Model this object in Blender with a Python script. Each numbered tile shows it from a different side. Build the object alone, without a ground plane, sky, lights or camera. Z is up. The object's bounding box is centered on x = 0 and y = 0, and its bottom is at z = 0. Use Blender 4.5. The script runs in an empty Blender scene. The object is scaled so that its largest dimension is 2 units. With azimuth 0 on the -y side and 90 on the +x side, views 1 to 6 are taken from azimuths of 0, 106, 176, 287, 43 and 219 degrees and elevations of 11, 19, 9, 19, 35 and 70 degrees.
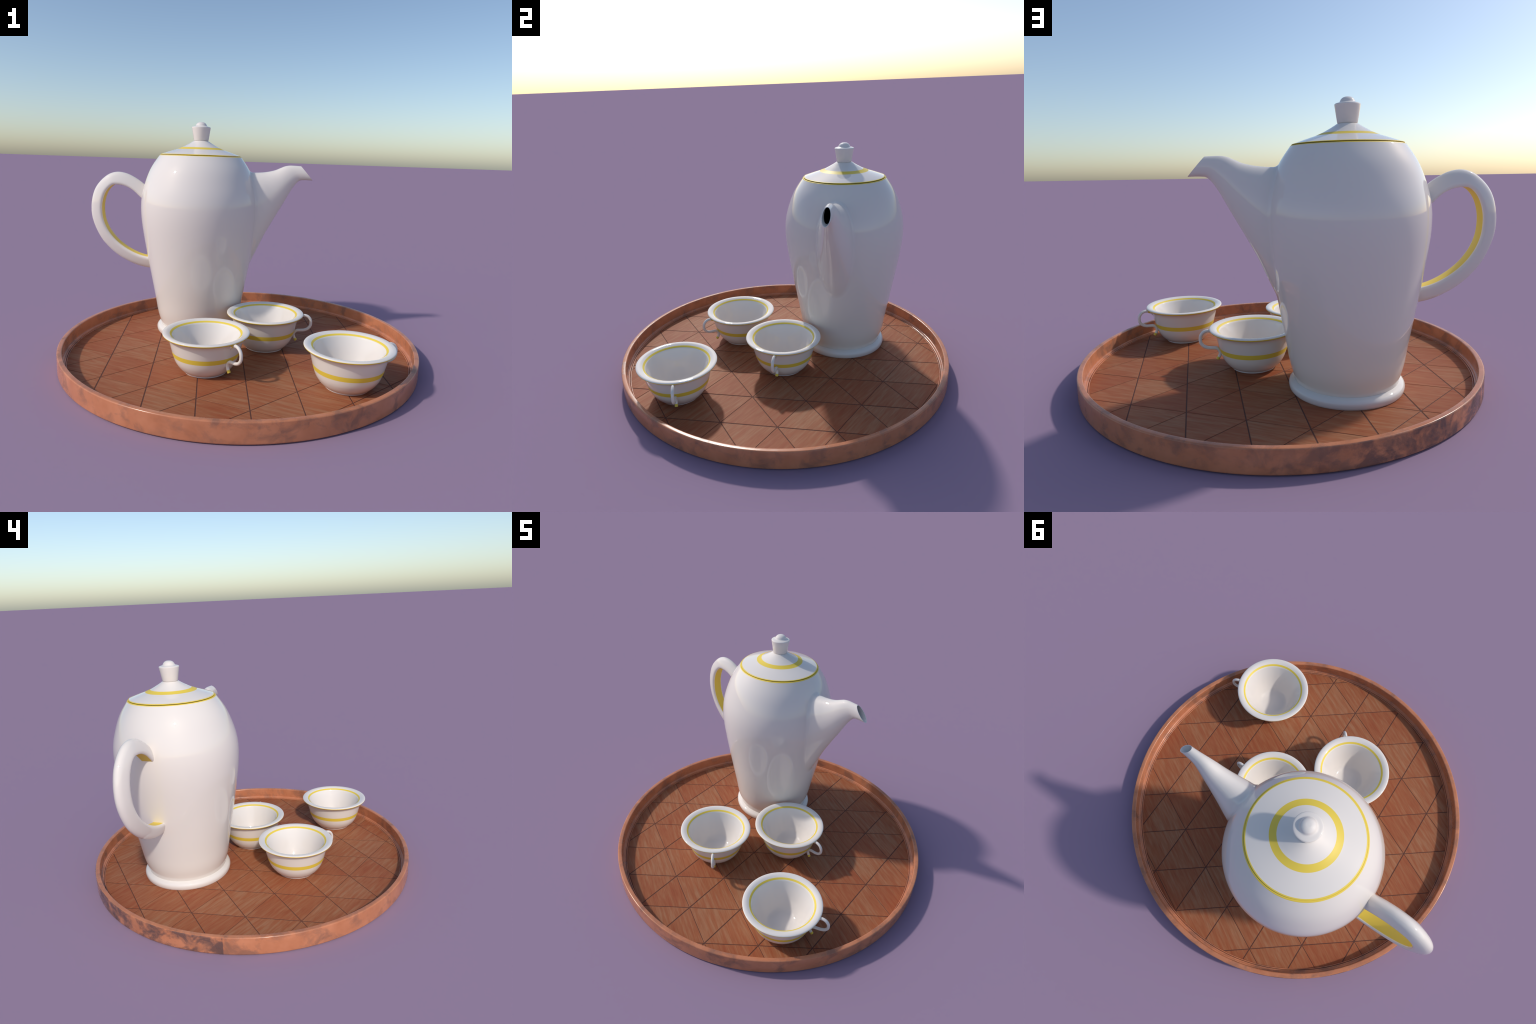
"""Porcelain coffee pot and three cups on a round copper-rimmed parquet tray."""
import bpy, bmesh, math, random
from mathutils import Vector

random.seed(7)
SEG = 192
FLOOR_Z = 0.0236

# ------------------------------------------------------------------ materials


def new_material(name):
    m = bpy.data.materials.new(name)
    m.use_nodes = True
    nt = m.node_tree
    return m, nt, nt.nodes["Principled BSDF"]


def node(nt, kind, **inputs):
    n = nt.nodes.new(kind)
    for k, v in inputs.items():
        n.inputs[k.replace("_", " ")].default_value = v
    return n


def math_node(nt, op, a, b=None, clamp=False):
    n = nt.nodes.new("ShaderNodeMath")
    n.operation = op
    n.use_clamp = clamp
    for i, v in enumerate((a, b)):
        if v is None:
            continue
        if isinstance(v, (int, float)):
            n.inputs[i].default_value = v
        else:
            nt.links.new(v, n.inputs[i])
    return n.outputs[0]


def mix_colour(nt, fac, a, b, blend="MIX"):
    n = nt.nodes.new("ShaderNodeMix")
    n.data_type = "RGBA"
    n.blend_type = blend
    for sock, v in ((n.inputs["Factor"], fac), (n.inputs["A"], a), (n.inputs["B"], b)):
        if isinstance(v, tuple):
            sock.default_value = (*v, 1) if len(v) == 3 else v
        elif isinstance(v, (int, float)):
            sock.default_value = v
        else:
            nt.links.new(v, sock)
    return n.outputs["Result"]


def ramp(nt, fac, stops):
    n = nt.nodes.new("ShaderNodeValToRGB")
    el = n.color_ramp.elements
    while len(el) < len(stops):
        el.new(0.5)
    for e, (p, c) in zip(el, stops):
        e.position = p
        e.color = (*c, 1)
    nt.links.new(fac, n.inputs["Fac"])
    return n.outputs["Color"]


def noise(nt, vec, scale, detail=4.0, rough=0.55, distort=0.0):
    n = node(nt, "ShaderNodeTexNoise", Scale=scale, Detail=detail, Roughness=rough, Distortion=distort)
    nt.links.new(vec, n.inputs["Vector"])
    return n.outputs["Fac"]


def mapping(nt, vec, loc=(0, 0, 0), rot=(0, 0, 0), scale=(1, 1, 1)):
    n = node(nt, "ShaderNodeMapping", Location=loc, Rotation=rot, Scale=scale)
    nt.links.new(vec, n.inputs["Vector"])
    return n.outputs["Vector"]


def glaze(name, colour, rough=0.015):
    m, nt, p = new_material(name)
    p.inputs["Base Color"].default_value = (*colour, 1)
    p.inputs["Roughness"].default_value = rough
    p.inputs["IOR"].default_value = 1.5
    return m


WHITE = glaze("white_porcelain", (0.805, 0.735, 0.668))
YELLOW = glaze("yellow_enamel_band", (0.82, 0.60, 0.070), 0.5)
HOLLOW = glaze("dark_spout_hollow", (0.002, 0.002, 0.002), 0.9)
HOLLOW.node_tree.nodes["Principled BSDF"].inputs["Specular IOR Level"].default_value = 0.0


def copper_material():
    m, nt, p = new_material("tarnished_copper")
    tex = nt.nodes.new("ShaderNodeTexCoord").outputs["Object"]
    sep = nt.nodes.new("ShaderNodeSeparateXYZ")
    nt.links.new(tex, sep.inputs[0])
    x, y, z = sep.outputs
    # angle round the tray in degrees, 0..360
    ang = math_node(nt, "MULTIPLY", math_node(nt, "ARCTAN2", y, x), 57.29578)
    ang = math_node(nt, "MODULO", math_node(nt, "ADD", ang, 360.0), 360.0)
    rad = math_node(nt, "SQRT", math_node(nt, "ADD", math_node(nt, "MULTIPLY", x, x), math_node(nt, "MULTIPLY", y, y)))
    outer = math_node(nt, "GREATER_THAN", rad, 0.9975)
    # one stretch of the outer wall is heavily tarnished; it ends at a hard seam
    begin = math_node(nt, "MULTIPLY", math_node(nt, "SUBTRACT", ang, 78.0), 1 / 30.0, True)
    stop = math_node(nt, "LESS_THAN", ang, 188.5)
    heavy = math_node(nt, "MULTIPLY", math_node(nt, "MULTIPLY", begin, stop), outer)

    blotch = noise(nt, mapping(nt, tex, scale=(1, 1, 1.2)), 10.0, 6, 0.62, 0.4)
    light_mask = math_node(nt, "MULTIPLY", math_node(nt, "SUBTRACT", blotch, 0.475), 6.5, True)
    broad = noise(nt, tex, 2.6, 3, 0.5)
    light_mask = math_node(nt, "MULTIPLY", light_mask, math_node(nt, "MULTIPLY", math_node(nt, "SUBTRACT", broad, 0.30), 5.0, True))
    patch = noise(nt, mapping(nt, tex, loc=(3.1, 1.7, 0.4), scale=(1, 1, 1.25)), 10.0, 8, 0.62, 0.4)
    heavy_mask = math_node(nt, "MULTIPLY", math_node(nt, "SUBTRACT", patch, 0.415), 7.0, True)
    heavy_mask = math_node(nt, "MULTIPLY", heavy_mask, heavy)

    hue = noise(nt, mapping(nt, tex, loc=(0.3, 0.2, 5)), 11, 5, 0.6)
    base = ramp(nt, hue, [(0.3, COPPER_A), (0.7, COPPER_B)])
    col = mix_colour(nt, math_node(nt, "MULTIPLY", light_mask, 0.72), base, COPPER_MUTE)
    col = mix_colour(nt, math_node(nt, "MULTIPLY", heavy_mask, 0.80), col, COPPER_DARK)
    nt.links.new(col, p.inputs["Base Color"])
    rough = math_node(nt, "ADD", math_node(nt, "MULTIPLY", light_mask, 0.2), 0.19)
    nt.links.new(rough, p.inputs["Roughness"])
    p.inputs["Specular IOR Level"].default_value = 0.4
    return m


COPPER_A = (0.500, 0.180, 0.085)
COPPER_B = (0.600, 0.235, 0.120)
COPPER_MUTE = (0.240, 0.115, 0.078)
COPPER_DARK = (0.085, 0.058, 0.058)
COPPER = copper_material()

WOOD_RED = (0.315, 0.086, 0.036)
WOOD_BROWN = (0.345, 0.118, 0.052)
WOOD_TAN = (0.375, 0.168, 0.085)


def wood_material():
    m, nt, p = new_material("red_brown_wood")
    tex = nt.nodes.new("ShaderNodeTexCoord").outputs["Object"]
    info = nt.nodes.new("ShaderNodeObjectInfo")
    rnd = info.outputs["Random"]
    shift = nt.nodes.new("ShaderNodeCombineXYZ")
    nt.links.new(math_node(nt, "MULTIPLY", rnd, 37.0), shift.inputs[0])
    nt.links.new(math_node(nt, "MULTIPLY", rnd, 91.0), shift.inputs[1])
    add = nt.nodes.new("ShaderNodeVectorMath")
    add.operation = "ADD"
    turned = mapping(nt, tex, rot=(0, 0, math.radians(24)))
    nt.links.new(turned, add.inputs[0])
    nt.links.new(shift.outputs[0], add.inputs[1])
    vec = add.outputs[0]
    streak = noise(nt, mapping(nt, vec, scale=(5.5, 52, 1)), 1.0, 5, 0.62, 0.35)
    fine = noise(nt, mapping(nt, vec, scale=(12, 150, 1)), 1.0, 3, 0.6)
    pale = noise(nt, mapping(nt, vec, scale=(6.5, 60, 1), loc=(9, 4, 0)), 1.0, 4, 0.65, 0.3)
    tone = math_node(nt, "ADD", streak, math_node(nt, "MULTIPLY", math_node(nt, "SUBTRACT", rnd, 0.5), 0.19))
    col = ramp(nt, tone, [(0.30, WOOD_RED), (0.50, WOOD_BROWN), (0.69, WOOD_TAN)])
    pale_mask = math_node(nt, "MULTIPLY", math_node(nt, "SUBTRACT", pale, 0.56), 4.0, True)
    col = mix_colour(nt, math_node(nt, "MULTIPLY", pale_mask, 0.36), col, (0.385, 0.205, 0.115))
    grain = ramp(nt, fine, [(0.3, (0.90, 0.88, 0.86)), (0.7, (1.06, 1.06, 1.06))])
    col = mix_colour(nt, 1.0, col, grain, "MULTIPLY")
    nt.links.new(col, p.inputs["Base Color"])
    p.inputs["Roughness"].default_value = 0.6
    p.inputs["Specular IOR Level"].default_value = 0.18
    bump = node(nt, "ShaderNodeBump", Strength=0.06, Distance=0.002)
    nt.links.new(fine, bump.inputs["Height"])
    nt.links.new(bump.outputs[0], p.inputs["Normal"])
    return m


WOOD = wood_material()
GROOVE = glaze("dark_groove_wood", (0.105, 0.036, 0.022), 0.8)

# ------------------------------------------------------------------- builders


def empty(name, loc, label, category, rot=0.0):
    o = bpy.data.objects.new(name, None)
    o.location = loc
    o.rotation_euler = (0, 0, rot)
    o.empty_display_size = 0.1
    o["label"], o["category"] = label, category
    bpy.context.scene.collection.objects.link(o)
    return o


def add_mesh(name, me, parent, smooth_angle=None):
    o = bpy.data.objects.new(name, me)
    bpy.context.scene.collection.objects.link(o)
    o.parent = parent
    return o


def make_mesh(name, verts, faces, mats, face_mats=None, smooth=True):
    me = bpy.data.meshes.new(name)
    me.from_pydata([tuple(v) for v in verts], [], faces)
    for m in mats:
        me.materials.append(m)
    if face_mats:
        me.polygons.foreach_set("material_index", face_mats)
    bm = bmesh.new()
    bm.from_mesh(me)
    bmesh.ops.recalc_face_normals(bm, faces=bm.faces)
    bm.to_mesh(me)
    bm.free()
    me.polygons.foreach_set("use_smooth", [smooth] * len(me.polygons))
    if smooth:
        me.set_sharp_from_angle(angle=math.radians(38))
    return me


def spline(points, step):
    """Centripetal Catmull-Rom curve through points (tuples of any size), resampled."""
    pts = [Vector(p) for p in points]
    ext = [2 * pts[0] - pts[1]] + pts + [2 * pts[-1] - pts[-2]]
    out = []
    for i in range(1, len(ext) - 2):
        p0, p1, p2, p3 = ext[i - 1:i + 3]
        t0 = 0.0
        t1 = t0 + math.sqrt((p1 - p0).length) + 1e-9
        t2 = t1 + math.sqrt((p2 - p1).length) + 1e-9
        t3 = t2 + math.sqrt((p3 - p2).length) + 1e-9
        n = max(2, round((p2 - p1).length / step))
        for k in range(n):
            t = t1 + (t2 - t1) * k / n
            a1 = p0.lerp(p1, (t - t0) / (t1 - t0))
            a2 = p1.lerp(p2, (t - t1) / (t2 - t1))
            a3 = p2.lerp(p3, (t - t2) / (t3 - t2))
            b1 = a1.lerp(a2, (t - t0) / (t2 - t0))
            b2 = a2.lerp(a3, (t - t1) / (t3 - t1))
            out.append(b1.lerp(b2, (t - t1) / (t2 - t1)))
    out.append(pts[-1])
    return out


def arc(cx, cz, r, a0, a1, n=6):
    """Quarter-round for a profile, angles in degrees."""
    return [(cx + r * math.cos(math.radians(a0 + (a1 - a0) * i / n)),
             cz + r * math.sin(math.radians(a0 + (a1 - a0) * i / n))) for i in range(n + 1)]


def lathe(name, profile, mats, mat_of=None, seg=SEG, closed=False):
    """Turn a (radius, height) profile about z. mat_of(r, z) picks a material slot."""
    verts, faces, fm = [], [], []
    rings = []
    for r, z in profile:
        if r < 1e-6:
            rings.append([len(verts)])
            verts.append((0, 0, z))
        else:
            rings.append(list(range(len(verts), len(verts) + seg)))
            verts += [(r * math.cos(2 * math.pi * k / seg), r * math.sin(2 * math.pi * k / seg), z) for k in range(seg)]
    pairs = list(zip(range(len(rings) - 1), range(1, len(rings))))
    if closed:
        pairs.append((len(rings) - 1, 0))
    for i, j in pairs:
        a, b = rings[i], rings[j]
        mid = ((profile[i][0] + profile[j][0]) / 2, (profile[i][1] + profile[j][1]) / 2)
        slot = mat_of(*mid) if mat_of else 0
        for k in range(seg):
            k2 = (k + 1) % seg
            if len(a) == 1 and len(b) == 1:
                continue
            if len(a) == 1:
                faces.append((a[0], b[k], b[k2]))
            elif len(b) == 1:
                faces.append((a[k], a[k2], b[0]))
            else:
                faces.append((a[k], a[k2], b[k2], b[k]))
            fm.append(slot)
    return make_mesh(name, verts, faces, mats, fm)


def sweep(name, frames, mats, mat_of=None, caps=True):
    """Loft a list of rings (each a list of Vectors of one length)."""
    n = len(frames[0])
    verts = [v for f in frames for v in f]
    faces, fm = [], []
    for i in range(len(frames) - 1):
        for k in range(n):
            k2 = (k + 1) % n
            faces.append((i * n + k, i * n + k2, (i + 1) * n + k2, (i + 1) * n + k))
            fm.append(mat_of(i, k) if mat_of else 0)
    if caps:
        faces.append(tuple(range(n)))
        fm.append(mat_of(0, -1) if mat_of else 0)
        faces.append(tuple(range((len(frames) - 1) * n, len(frames) * n)))
        fm.append(mat_of(len(frames) - 2, -1) if mat_of else 0)
    return make_mesh(name, verts, faces, mats, fm)


# ----------------------------------------------------------------------- tray

tray = empty("serving_tray", (0, 0, 0), "round serving tray with copper rim and triangular wooden parquet floor", "serving tray")

rim_profile = ([(0, 0.002), (0.93, 0.002), (0.975, 0.0)] + arc(0.991, 0.009, 0.009, -90, 0) +
               arc(0.9935, 0.0935, 0.0065, 0, 90) + arc(0.9789, 0.0945, 0.0055, 90, 180) +
               [(0.9734, 0.036)] + [(0.9651 + 0.0079 * (1 - math.sin(t)), 0.0352 - 0.0079 * (1 - math.cos(t))) for t in (0.25, 0.55, 0.85, 1.15, 1.45)] +
               [(0.9595, 0.0275), (0.9585, 0.0265), (0.9585, 0.017), (0.0, 0.017)])
add_mesh("rim", lathe("rim", rim_profile, [COPPER], seg=256), tray)

floor_disc = lathe("floor", [(0, 0.0172), (0.9582, 0.0172), (0.9582, 0.0222), (0, 0.0222)], [GROOVE], seg=192)
floor_obj = add_mesh("floor", floor_disc, tray)
edging_profile = [(0.9508, 0.0215), (0.9508, 0.0242)] + arc(0.9520, 0.0242, 0.0012, 180, 90, 3) + \
    arc(0.9550, 0.0242, 0.0012, 90, 0, 3) + [(0.9562, 0.0215)]
add_mesh("edging", lathe("edging", edging_profile, [COPPER], seg=256, closed=True), floor_obj)

# parquet: isosceles triangles, base = height, laid in rows
TILE = 0.2680
ROW_TURN = math.radians(-21.06)
NODE_AT = Vector((-0.67215, -0.46833))
U = Vector((math.cos(ROW_TURN), math.sin(ROW_TURN))) * TILE
V = Vector((-0.02877, 0.29815))
# joint half-widths along the three line families
GAP_U, GAP_V, GAP_UV = 0.0015, 0.0027, 0.0021
EDGE = 0.0010          # eased arris of each tile


def clip(poly, inside, cross):
    out = []
    for i, p in enumerate(poly):
        q = poly[(i + 1) % len(poly)]
        if inside(p):
            out.append(p)
        if inside(p) != inside(q):
            out.append(cross(p, q))
    return out


def inset(poly, dists):
    """Move each edge of a convex counter-clockwise polygon inwards by its own distance."""
    res = poly
    n = len(poly)
    for i in range(n):
        p, q = poly[i], poly[(i + 1) % n]
        e = (q - p)
        if e.length < 1e-6:
            continue
        nrm = Vector((-e.y, e.x)).normalized()
        off = nrm.dot(p) + dists[i]
        res = clip(res, lambda a: nrm.dot(a) >= off - 1e-9,
                   lambda a, b: a.lerp(b, (off - nrm.dot(a)) / (nrm.dot(b) - nrm.dot(a))))
        if len(res) < 3:
            return []
    return res


def clip_disc(poly, radius):
    """Cut a polygon to a disc, following the arc where it leaves it."""
    steps = 120
    for k in range(steps):
        a = 2 * math.pi * k / steps
        nrm = Vector((math.cos(a), math.sin(a)))
        off = radius
        if all(nrm.dot(p) <= off for p in poly):
            continue
        poly = clip(poly, lambda p: nrm.dot(p) <= off,
                    lambda p, q: p.lerp(q, (off - nrm.dot(p)) / (nrm.dot(q) - nrm.dot(p))))
        if len(poly) < 3:
            return []
    return poly


def area(poly):
    return 0.5 * sum(p.x * q.y - q.x * p.y for p, q in zip(poly, poly[1:] + poly[:1]))


for i in range(-6, 14):
    for j in range(-6, 12):
        o = NODE_AT + i * U + j * V
        for tri, gaps in (([o, o + U, o + U + V], (GAP_U, GAP_V, GAP_UV)), ([o, o + U + V, o + V], (GAP_UV, GAP_U, GAP_V))):
            poly = inset(tri, gaps)
            poly = clip_disc(poly, 0.9502)
            if len(poly) < 3 or area(poly) < 6e-5:
                continue
            merged = [p for k, p in enumerate(poly) if (p - poly[k - 1]).length > 2e-4]
            if len(merged) < 3:
                continue
            lift = random.uniform(-0.0001, 0.0001)
            zt = 0.0235 + lift
            # matching loops: sides (low, shoulder), chamfer, top face
            bm = bmesh.new()
            low = [bm.verts.new((p.x, p.y, 0.0218)) for p in merged]
            sho = [bm.verts.new((p.x, p.y, zt - 0.0008)) for p in merged]
            cen = sum(merged, Vector((0, 0))) / len(merged)
            tin = []
            n = len(merged)
            for k in range(n):
                p0, p, p1 = merged[k - 1], merged[k], merged[(k + 1) % n]
                n1 = Vector((-(p - p0).y, (p - p0).x)).normalized()
                n2 = Vector((-(p1 - p).y, (p1 - p).x)).normalized()
                b = (n1 + n2)
                b = b / max(0.35, b.length_squared) * 2 * EDGE if b.length > 1e-6 else Vector((0, 0))
                lim = (cen - p).length * 0.5
                if b.length > lim:
                    b = b.normalized() * lim
                tin.append(bm.verts.new((p.x + b.x, p.y + b.y, zt)))
            for k in range(n):
                k2 = (k + 1) % n
                bm.faces.new((low[k], low[k2], sho[k2], sho[k]))
                bm.faces.new((sho[k], sho[k2], tin[k2], tin[k]))
            bm.faces.new(tin)
            me = bpy.data.meshes.new("tile")
            bm.to_mesh(me)
            bm.free()
            me.materials.append(WOOD)
            add_mesh("tile", me, floor_obj)

# ------------------------------------------------------------------- teapot

PX, PY = -0.2822, 0.3388
pot = empty("coffee_pot", (PX, PY, FLOOR_Z), "tall white porcelain pot with yellow bands, spout and loop handle", "coffee pot")
Z0 = FLOOR_Z  # heights below are read above the ground

def smooth_radius(knots, step):
    """Natural cubic spline r(z) through (radius, height) knots: no kinks in the glaze's reflections."""
    zs, rs = [k[1] for k in knots], [k[0] for k in knots]
    n = len(zs)
    h = [zs[i + 1] - zs[i] for i in range(n - 1)]
    c, d = [0.0] * n, [0.0] * n          # Thomas algorithm for the second derivatives
    for i in range(1, n - 1):
        rhs = 6 * ((rs[i + 1] - rs[i]) / h[i] - (rs[i] - rs[i - 1]) / h[i - 1])
        m = 2 * (h[i - 1] + h[i]) - h[i - 1] * c[i - 1]
        c[i] = h[i] / m
        d[i] = (rhs - h[i - 1] * d[i - 1]) / m
    m2 = [0.0] * n
    for i in range(n - 2, 0, -1):
        m2[i] = d[i] - c[i] * m2[i + 1]
    out = []
    for i in range(n - 1):
        k = max(2, round(h[i] / step))
        for j in range(k):
            z = zs[i] + h[i] * j / k
            u, v = zs[i + 1] - z, z - zs[i]
            r = (m2[i] * u ** 3 + m2[i + 1] * v ** 3) / (6 * h[i]) + (rs[i] / h[i] - m2[i] * h[i] / 6) * u + (rs[i + 1] / h[i] - m2[i + 1] * h[i] / 6) * v
            out.append((r, z))
    out.append((rs[-1], zs[-1]))
    return out


body_knots = [(0.2385, 0.0690), (0.2440, 0.0885), (0.2578, 0.1360), (0.2722, 0.2140), (0.2937, 0.3340), (0.3220, 0.4900), (0.3497, 0.6530),
              (0.3628, 0.7850), (0.3555, 0.8850), (0.3318, 0.9690), (0.2957, 1.0520), (0.2503, 1.1182)]
body_curve = smooth_radius(body_knots, 0.008)


def body_radius(z):
    c = body_curve
    if z <= c[0][1]:
        return c[0][0]
    for (r0, z0), (r1, z1) in zip(c, c[1:]):
        if z0 <= z <= z1:
            return r0 + (r1 - r0) * (z - z0) / (z1 - z0)
    return c[-1][0]


shoulder = [(0.2487, 1.1201), (0.2472, 1.1212), (0.2458, 1.1217), (0.2445, 1.1218), (0.2400, 1.1215), (0.2390, 1.100)]
inside = [(0.250, 1.075), (0.345, 0.90), (0.353, 0.79), (0.310, 0.50), (0.245, 0.15), (0.228, 0.085), (0.0, 0.080)]
profile = [(r, z - Z0) for r, z in [(0.0, 0.0690)] + body_curve + shoulder + inside]
add_mesh("body", lathe("pot_body", profile, [WHITE, YELLOW], lambda r, z: 1 if z + Z0 > 1.1182 else 0), pot)

ring = [(0.0, 0.0236), (0.2585, 0.0236)] + [(p.x, p.y) for p in spline(
    [(0.2605, 0.0237), (0.2640, 0.0290), (0.2662, 0.0380), (0.2666, 0.0470), (0.2640, 0.0555), (0.2585, 0.0622), (0.2500, 0.0672), (0.2400, 0.0712)], 0.003)] + \
    [(0.2370, 0.0700), (0.0, 0.0700)]
add_mesh("base", lathe("pot_base", [(r, z - Z0) for r, z in ring], [WHITE]), pot)

# lid with its knob
lid_top = [(p.x, p.y) for p in spline([(0.2372, 1.1286), (0.2240, 1.1335), (0.2000, 1.1418), (0.1750, 1.1500), (0.1345, 1.1634),
                                       (0.1080, 1.1752), (0.0920, 1.1838), (0.0700, 1.1960), (0.0440, 1.2122)], 0.006)]
lid_profile = [(0.0, 1.1238), (0.2300, 1.1240), (0.2405, 1.1244), (0.2422, 1.1248), (0.2428, 1.1257), (0.2422, 1.1267), (0.2405, 1.1276)] + lid_top + [(0.0, 1.2122)]
RING_IN, RING_OUT = 0.1152, 0.1450
split = []
for a, b in zip(lid_profile, lid_profile[1:]):   # cut the profile exactly at the band edges
    split.append(a)
    for e in sorted((RING_IN, RING_OUT), reverse=True):
        if b[0] + 1e-5 < e < a[0] - 1e-5 and a[1] > 1.12:
            t = (a[0] - e) / (a[0] - b[0])
            split.append((e, a[1] + (b[1] - a[1]) * t))
split.append(lid_profile[-1])


def lid_slot(r, z):
    z += Z0
    if 1.1235 < z and r > 0.2371:
        return 1
    return 1 if (z > 1.13 and RING_IN < r < RING_OUT) else 0


lid = add_mesh("lid", lathe("lid", [(r, z - Z0) for r, z in split], [WHITE, YELLOW], lid_slot), pot)
knob_profile = [(0.0, 1.2110), (0.0405, 1.2110), (0.0405, 1.2138), (0.0436, 1.2140), (0.0441, 1.2150), (0.0567, 1.2885)] + \
    [(p.x, p.y) for p in spline([(0.0569, 1.2905), (0.0562, 1.2930), (0.0535, 1.2952), (0.0480, 1.2972), (0.0420, 1.2988), (0.0375, 1.3003),
                                 (0.0342, 1.3030), (0.0318, 1.3080), (0.0285, 1.3135), (0.0215, 1.3198), (0.0120, 1.3237), (0.0, 1.3248)], 0.0025)]
add_mesh("knob", lathe("knob", [(r, z - Z0) for r, z in knob_profile], [WHITE], seg=96), lid)

# spout: stations give (top x, top z, bottom x, bottom z, half width) in the pot's mid-plane
stations = [(-0.075, 1.022, -0.065, 0.320, 0.120), (-0.020, 1.029, 0.006, 0.412, 0.120), (0.030, 1.032, 0.062, 0.520, 0.1090), (0.080, 1.034, 0.120, 0.645, 0.0930),
            (0.130, 1.040, 0.181, 0.757, 0.0725), (0.175, 1.051, 0.236, 0.854, 0.0560), (0.210, 1.066, 0.280, 0.934, 0.0435),
            (0.238, 1.0775, 0.308, 0.9735, 0.0350), (0.265, 1.0825, 0.327, 0.9915, 0.0295), (0.300, 1.0822, 0.355, 0.9962, 0.0260),
            (0.334, 1.0808, 0.409, 0.9958, 0.0235)]
spout_curve = spline(stations, 0.006)
NPHI = 96


def spout_point(s, phi, shrink=0.0):
    """s runs 0..1 along the spout, phi round it."""
    f = s * (len(spout_curve) - 1)
    i = min(int(f), len(spout_curve) - 2)
    tx, tz, bx, bz, w = spout_curve[i].lerp(spout_curve[i + 1], f - i)
    cx, cz = (tx + bx) / 2, (tz + bz) / 2
    hx, hz = (tx - bx) / 2, (tz - bz) / 2
    h = math.hypot(hx, hz)
    k = (h - shrink) / h
    c, sn = math.cos(phi), math.sin(phi)
    return Vector((cx + hx * k * c, (w - shrink) * sn, cz + hz * k * c))


def body_gap(p):
    """Distance outside the pot's wall (p in ground heights, x measured in the world)."""
    return math.hypot(p.x - PX, p.y) - body_radius(p.z)


FILLET = 0.020


def body_normal(p):
    slope = (body_radius(p.z + 0.003) - body_radius(p.z - 0.003)) / 0.006
    n = Vector((p.x - PX, p.y, 0)).normalized()
    return Vector((n.x, n.y, -slope)).normalized()


def seat(p, depth):
    """Move a point radially to lie a little under the glaze of the pot."""
    flat = Vector((p.x - PX, p.y)).normalized() * (body_radius(p.z) - depth)
    return Vector((flat.x + PX, flat.y, p.z))


rows, turn_rows = 40, 12
grid = []
for k in range(NPHI):
    phi = 2 * math.pi * k / NPHI
    lo, hi = 0.0, 0.6
    for _ in range(40):
        mid = (lo + hi) / 2
        if body_gap(spout_point(mid, phi)) < 0.0:
            lo = mid
        else:
            hi = mid
    start = hi
    corner = spout_point(start, phi)
    s1 = start
    while (spout_point(s1, phi) - corner).length < FILLET:
        s1 += 0.0005
    rise = spout_point(s1, phi)
    around = spout_point(start, phi + 0.01) - spout_point(start, phi - 0.01)
    out = (rise - corner).cross(around).normalized()
    middle = spout_point(start, 0).lerp(spout_point(start, math.pi), 0.5)
    if out.dot(corner - middle) < 0:
        out = -out
    nb = body_normal(corner)
    run = (out - out.dot(nb) * nb).normalized()
    foot = seat(corner + run * FILLET, 0.0004)
    line = []
    for r in range(turn_rows):      # soft turn from the pot's wall into the spout
        t = r / turn_rows
        line.append(foot * (1 - t) ** 2 + corner * 2 * t * (1 - t) + rise * t * t)
    for r in range(rows):
        t = r / (rows - 1)
        line.append(spout_point(s1 + (1 - s1) * t, phi))
    grid.append(line)
rows += turn_rows
frames = [[Vector((grid[k][r].x - PX, grid[k][r].y, grid[k][r].z - Z0)) for k in range(NPHI)] for r in range(rows)]
WALL = 0.0028
lip = [[spout_point(1.0, 2 * math.pi * k / NPHI, s) for k in range(NPHI)] for s in (0.001, WALL)]
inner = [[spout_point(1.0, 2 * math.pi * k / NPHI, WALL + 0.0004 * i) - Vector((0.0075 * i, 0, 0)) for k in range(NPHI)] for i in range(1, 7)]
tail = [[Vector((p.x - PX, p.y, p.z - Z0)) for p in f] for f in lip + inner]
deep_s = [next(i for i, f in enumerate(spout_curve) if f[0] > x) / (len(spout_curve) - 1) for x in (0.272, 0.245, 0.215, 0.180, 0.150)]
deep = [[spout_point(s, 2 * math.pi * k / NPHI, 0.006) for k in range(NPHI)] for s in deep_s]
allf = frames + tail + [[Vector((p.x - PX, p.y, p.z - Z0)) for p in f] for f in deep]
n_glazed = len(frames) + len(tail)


def spout_mesh():
    n = NPHI
    verts = [v for f in allf for v in f]
    faces, fm = [], []
    for i in range(len(allf) - 1):
        for k in range(n):
            k2 = (k + 1) % n
            faces.append((i * n + k, i * n + k2, (i + 1) * n + k2, (i + 1) * n + k))
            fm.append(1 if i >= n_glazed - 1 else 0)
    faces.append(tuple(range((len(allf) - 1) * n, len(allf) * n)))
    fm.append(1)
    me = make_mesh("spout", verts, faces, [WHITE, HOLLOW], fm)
    return me


add_mesh("spout", spout_mesh(), pot)

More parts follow.
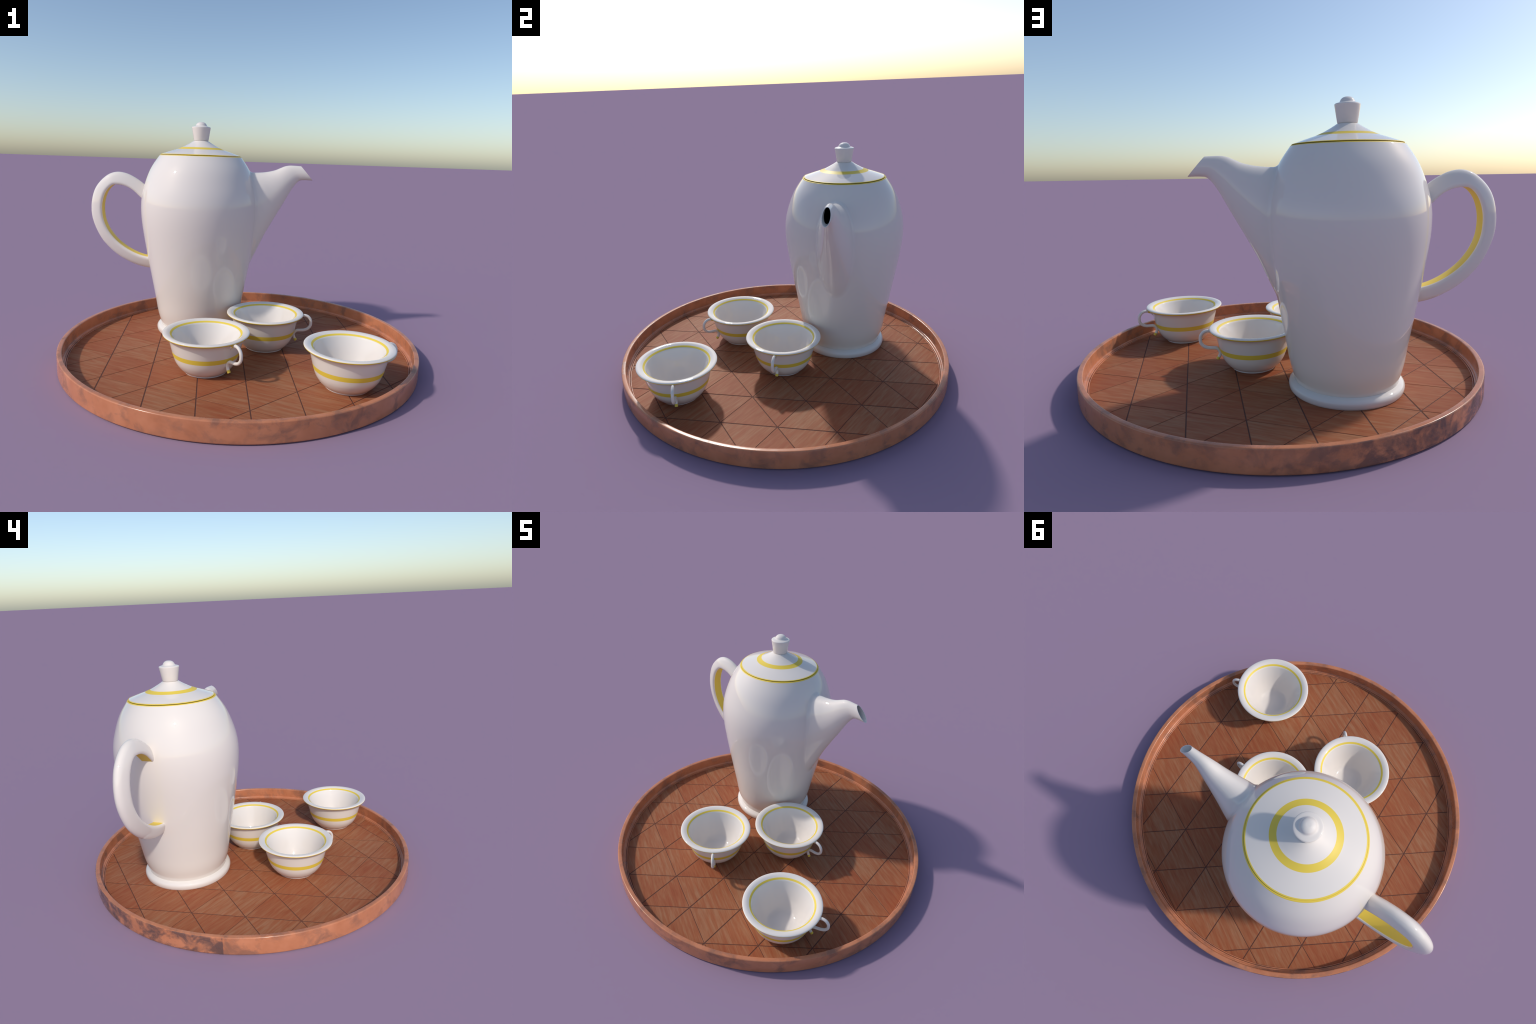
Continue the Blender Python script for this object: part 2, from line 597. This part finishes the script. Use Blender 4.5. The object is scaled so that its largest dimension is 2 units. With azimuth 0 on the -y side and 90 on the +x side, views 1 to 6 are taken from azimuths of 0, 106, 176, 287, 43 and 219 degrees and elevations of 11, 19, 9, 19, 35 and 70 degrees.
# loop handle: outer and inner outlines in the pot's mid-plane
outer_pts = [(-0.560, 0.868), (-0.600, 0.912), (-0.640, 0.9465), (-0.688, 0.979), (-0.742, 1.0035), (-0.798, 1.0105), (-0.848, 0.9965), (-0.898, 0.958), (-0.936, 0.9075), (-0.9575, 0.845),
             (-0.9645, 0.788), (-0.9600, 0.725), (-0.9375, 0.655), (-0.901, 0.587), (-0.859, 0.5375), (-0.799, 0.4865), (-0.722, 0.4440), (-0.662, 0.4225), (-0.608, 0.4125), (-0.545, 0.408)]
inner_pts = [(-0.575, 0.790), (-0.612, 0.825), (-0.650, 0.8600), (-0.698, 0.9025), (-0.742, 0.9250), (-0.785, 0.9330), (-0.818, 0.9310), (-0.847, 0.9095), (-0.870, 0.8745), (-0.8855, 0.825),
             (-0.8895, 0.780), (-0.8835, 0.720), (-0.8640, 0.666), (-0.836, 0.622), (-0.803, 0.585), (-0.755, 0.5470), (-0.700, 0.5155), (-0.655, 0.4980), (-0.612, 0.4880), (-0.545, 0.480)]


def handle_section():
    """Cross-section: (t, y) with t = 0 at the back of the loop and 1 at the flat inner face.

    The flanks lean together towards a rounded back, and the inner face is flat."""
    flat = 0.0295
    flank = spline([(1.0, flat), (0.985, 0.0335), (0.94, 0.0368), (0.87, 0.0388), (0.78, 0.0390), (0.64, 0.0366), (0.48, 0.0326), (0.33, 0.0280), (0.20, 0.0228),
                    (0.10, 0.0165), (0.04, 0.0105), (0.008, 0.0048), (0.0, 0.0)], 0.05)
    pts = [(1.0, 0.0)] + [(p.x, p.y) for p in flank]
    return pts + [(t, -y) for t, y in reversed(pts[1:-1])]


section = handle_section()
hframes = []
for f in spline([(a[0], a[1], b[0], b[1]) for a, b in zip(outer_pts, inner_pts)], 0.010):
    ox, oz, ix, iz = f
    hframes.append([Vector((ox + (ix - ox) * t - PX, y, oz + (iz - oz) * t - Z0)) for t, y in section])
nsec = len(section)


def handle_slot(i, k):
    if k < 0:
        return 0
    t0, y0 = section[k]
    t1, y1 = section[(k + 1) % nsec]
    return 1 if (t0 > 0.9999 and t1 > 0.9999) else 0


add_mesh("handle", sweep("pot_handle", hframes, [WHITE, YELLOW], handle_slot), pot)

# --------------------------------------------------------------------- cups

outer_wall = [(p.x, p.y) for p in spline([(0.1080, 0.0290), (0.1180, 0.0325), (0.1280, 0.0405), (0.1375, 0.0500), (0.1455, 0.0600), (0.1525, 0.0705), (0.1580, 0.0800), (0.1625, 0.0900),
                                          (0.1662, 0.1000), (0.1692, 0.1100), (0.1721, 0.1200), (0.1750, 0.1300), (0.1777, 0.1400), (0.1803, 0.1500), (0.1828, 0.1600),
                                          (0.1852, 0.1700), (0.1876, 0.1800), (0.1900, 0.1900), (0.1932, 0.2000), (0.1985, 0.2095), (0.2065, 0.2165)], 0.004)]
lip_edge = [(p.x, p.y) for p in spline([(0.2130, 0.2205), (0.2185, 0.2230), (0.2225, 0.2258), (0.2240, 0.2290), (0.2234, 0.2318), (0.2212, 0.2338), (0.2170, 0.2352), (0.2110, 0.2356), (0.2040, 0.2350), (0.1960, 0.2327), (0.1868, 0.2285)], 0.002)]
bowl_in = [(p.x, p.y) for p in spline([(0.1764, 0.2215), (0.1726, 0.2165), (0.1695, 0.2080), (0.1648, 0.1950), (0.1580, 0.1770), (0.1500, 0.1560), (0.1408, 0.1330), (0.1308, 0.1110), (0.1182, 0.0890),
                                       (0.1042, 0.0690), (0.0876, 0.0530), (0.0660, 0.0440), (0.0400, 0.0412), (0.0, 0.0405)], 0.005)]


def cut_profile(prof, heights):
    out = []
    for a, b in zip(prof, prof[1:]):
        out.append(a)
        for h in heights:
            if (a[1] - h) * (b[1] - h) < -1e-12:
                t = (h - a[1]) / (b[1] - a[1])
                out.append((a[0] + (b[0] - a[0]) * t, h))
    out.append(prof[-1])
    return out


BAND = (0.1150, 0.1405)
outer_wall = cut_profile(outer_wall, BAND)
cup_profile = [(0.0, 0.0290)] + outer_wall + lip_edge + bowl_in
n_out, n_lip = len(outer_wall), len(lip_edge)


def cup_slot(r, z):
    if r > 0.212 and 0.2190 < z < 0.2306:
        return 1                      # yellow line under the lip
    if 0.1764 < r < 0.1868 and 0.2215 < z < 0.2286:
        return 1                      # ring inside the lip
    if r > 0.165 and BAND[0] < z < BAND[1]:
        return 1                      # broad band round the bowl
    return 0


cz = FLOOR_Z
bowl_mesh = lathe("cup_bowl", [(r, z - cz) for r, z in cup_profile], [WHITE, YELLOW], lambda r, z: cup_slot(r, z + cz))
foot_mesh = lathe("cup_foot", [(r, z - cz) for r, z in [(0.0, 0.0236), (0.1085, 0.0236)] + arc(0.1105, 0.0253, 0.0017, -90, 0, 4) +
                               arc(0.1100, 0.0285, 0.0020, 0, 90, 4) + [(0.1040, 0.0312), (0.0, 0.0312)]], [WHITE])

handle_line = [(0.180, 0.1880), (0.1890, 0.2000), (0.2015, 0.2096), (0.2125, 0.2150), (0.2240, 0.2185), (0.2375, 0.2190), (0.2555, 0.2112), (0.2680, 0.1945), (0.2712, 0.1780),
               (0.2688, 0.1575), (0.2545, 0.1392), (0.2318, 0.1298), (0.2090, 0.1278), (0.1910, 0.1258), (0.1778, 0.1165), (0.1718, 0.1015), (0.1756, 0.0845), (0.1868, 0.0675)]
TUBE = 0.0086
path = spline(handle_line, 0.003)
cframes, lengths = [], [0.0]
for a, b in zip(path, path[1:]):
    lengths.append(lengths[-1] + (b - a).length)
for i, p in enumerate(path):
    d = (path[min(i + 1, len(path) - 1)] - path[max(i - 1, 0)]).normalized()
    nx, nz = d.y, -d.x
    cframes.append([Vector((p.x + nx * TUBE * math.cos(2 * math.pi * k / 24), TUBE * math.sin(2 * math.pi * k / 24),
                            p.y + nz * TUBE * math.cos(2 * math.pi * k / 24) - cz)) for k in range(24)])
total = lengths[-1]


def tube_slot(i, k):
    mid = lengths[i]
    if mid > total - 0.0175:
        return 1
    return 1 if (abs(path[i].x - 0.2115) < 0.0052 and path[i].y > 0.2) else 0


cup_handle_mesh = sweep("cup_handle", cframes, [WHITE, YELLOW], tube_slot)

for at, turn in (((-0.1634, -0.3326), -46.0), ((0.1416, 0.0401), 0.8), ((0.5499, -0.4679), 20.0)):
    cup = empty("cup", (*at, FLOOR_Z), "white porcelain cup with yellow bands and curled handle", "cup", math.radians(turn))
    add_mesh("bowl", bowl_mesh, cup)
    add_mesh("foot", foot_mesh, cup)
    add_mesh("handle", cup_handle_mesh, cup)
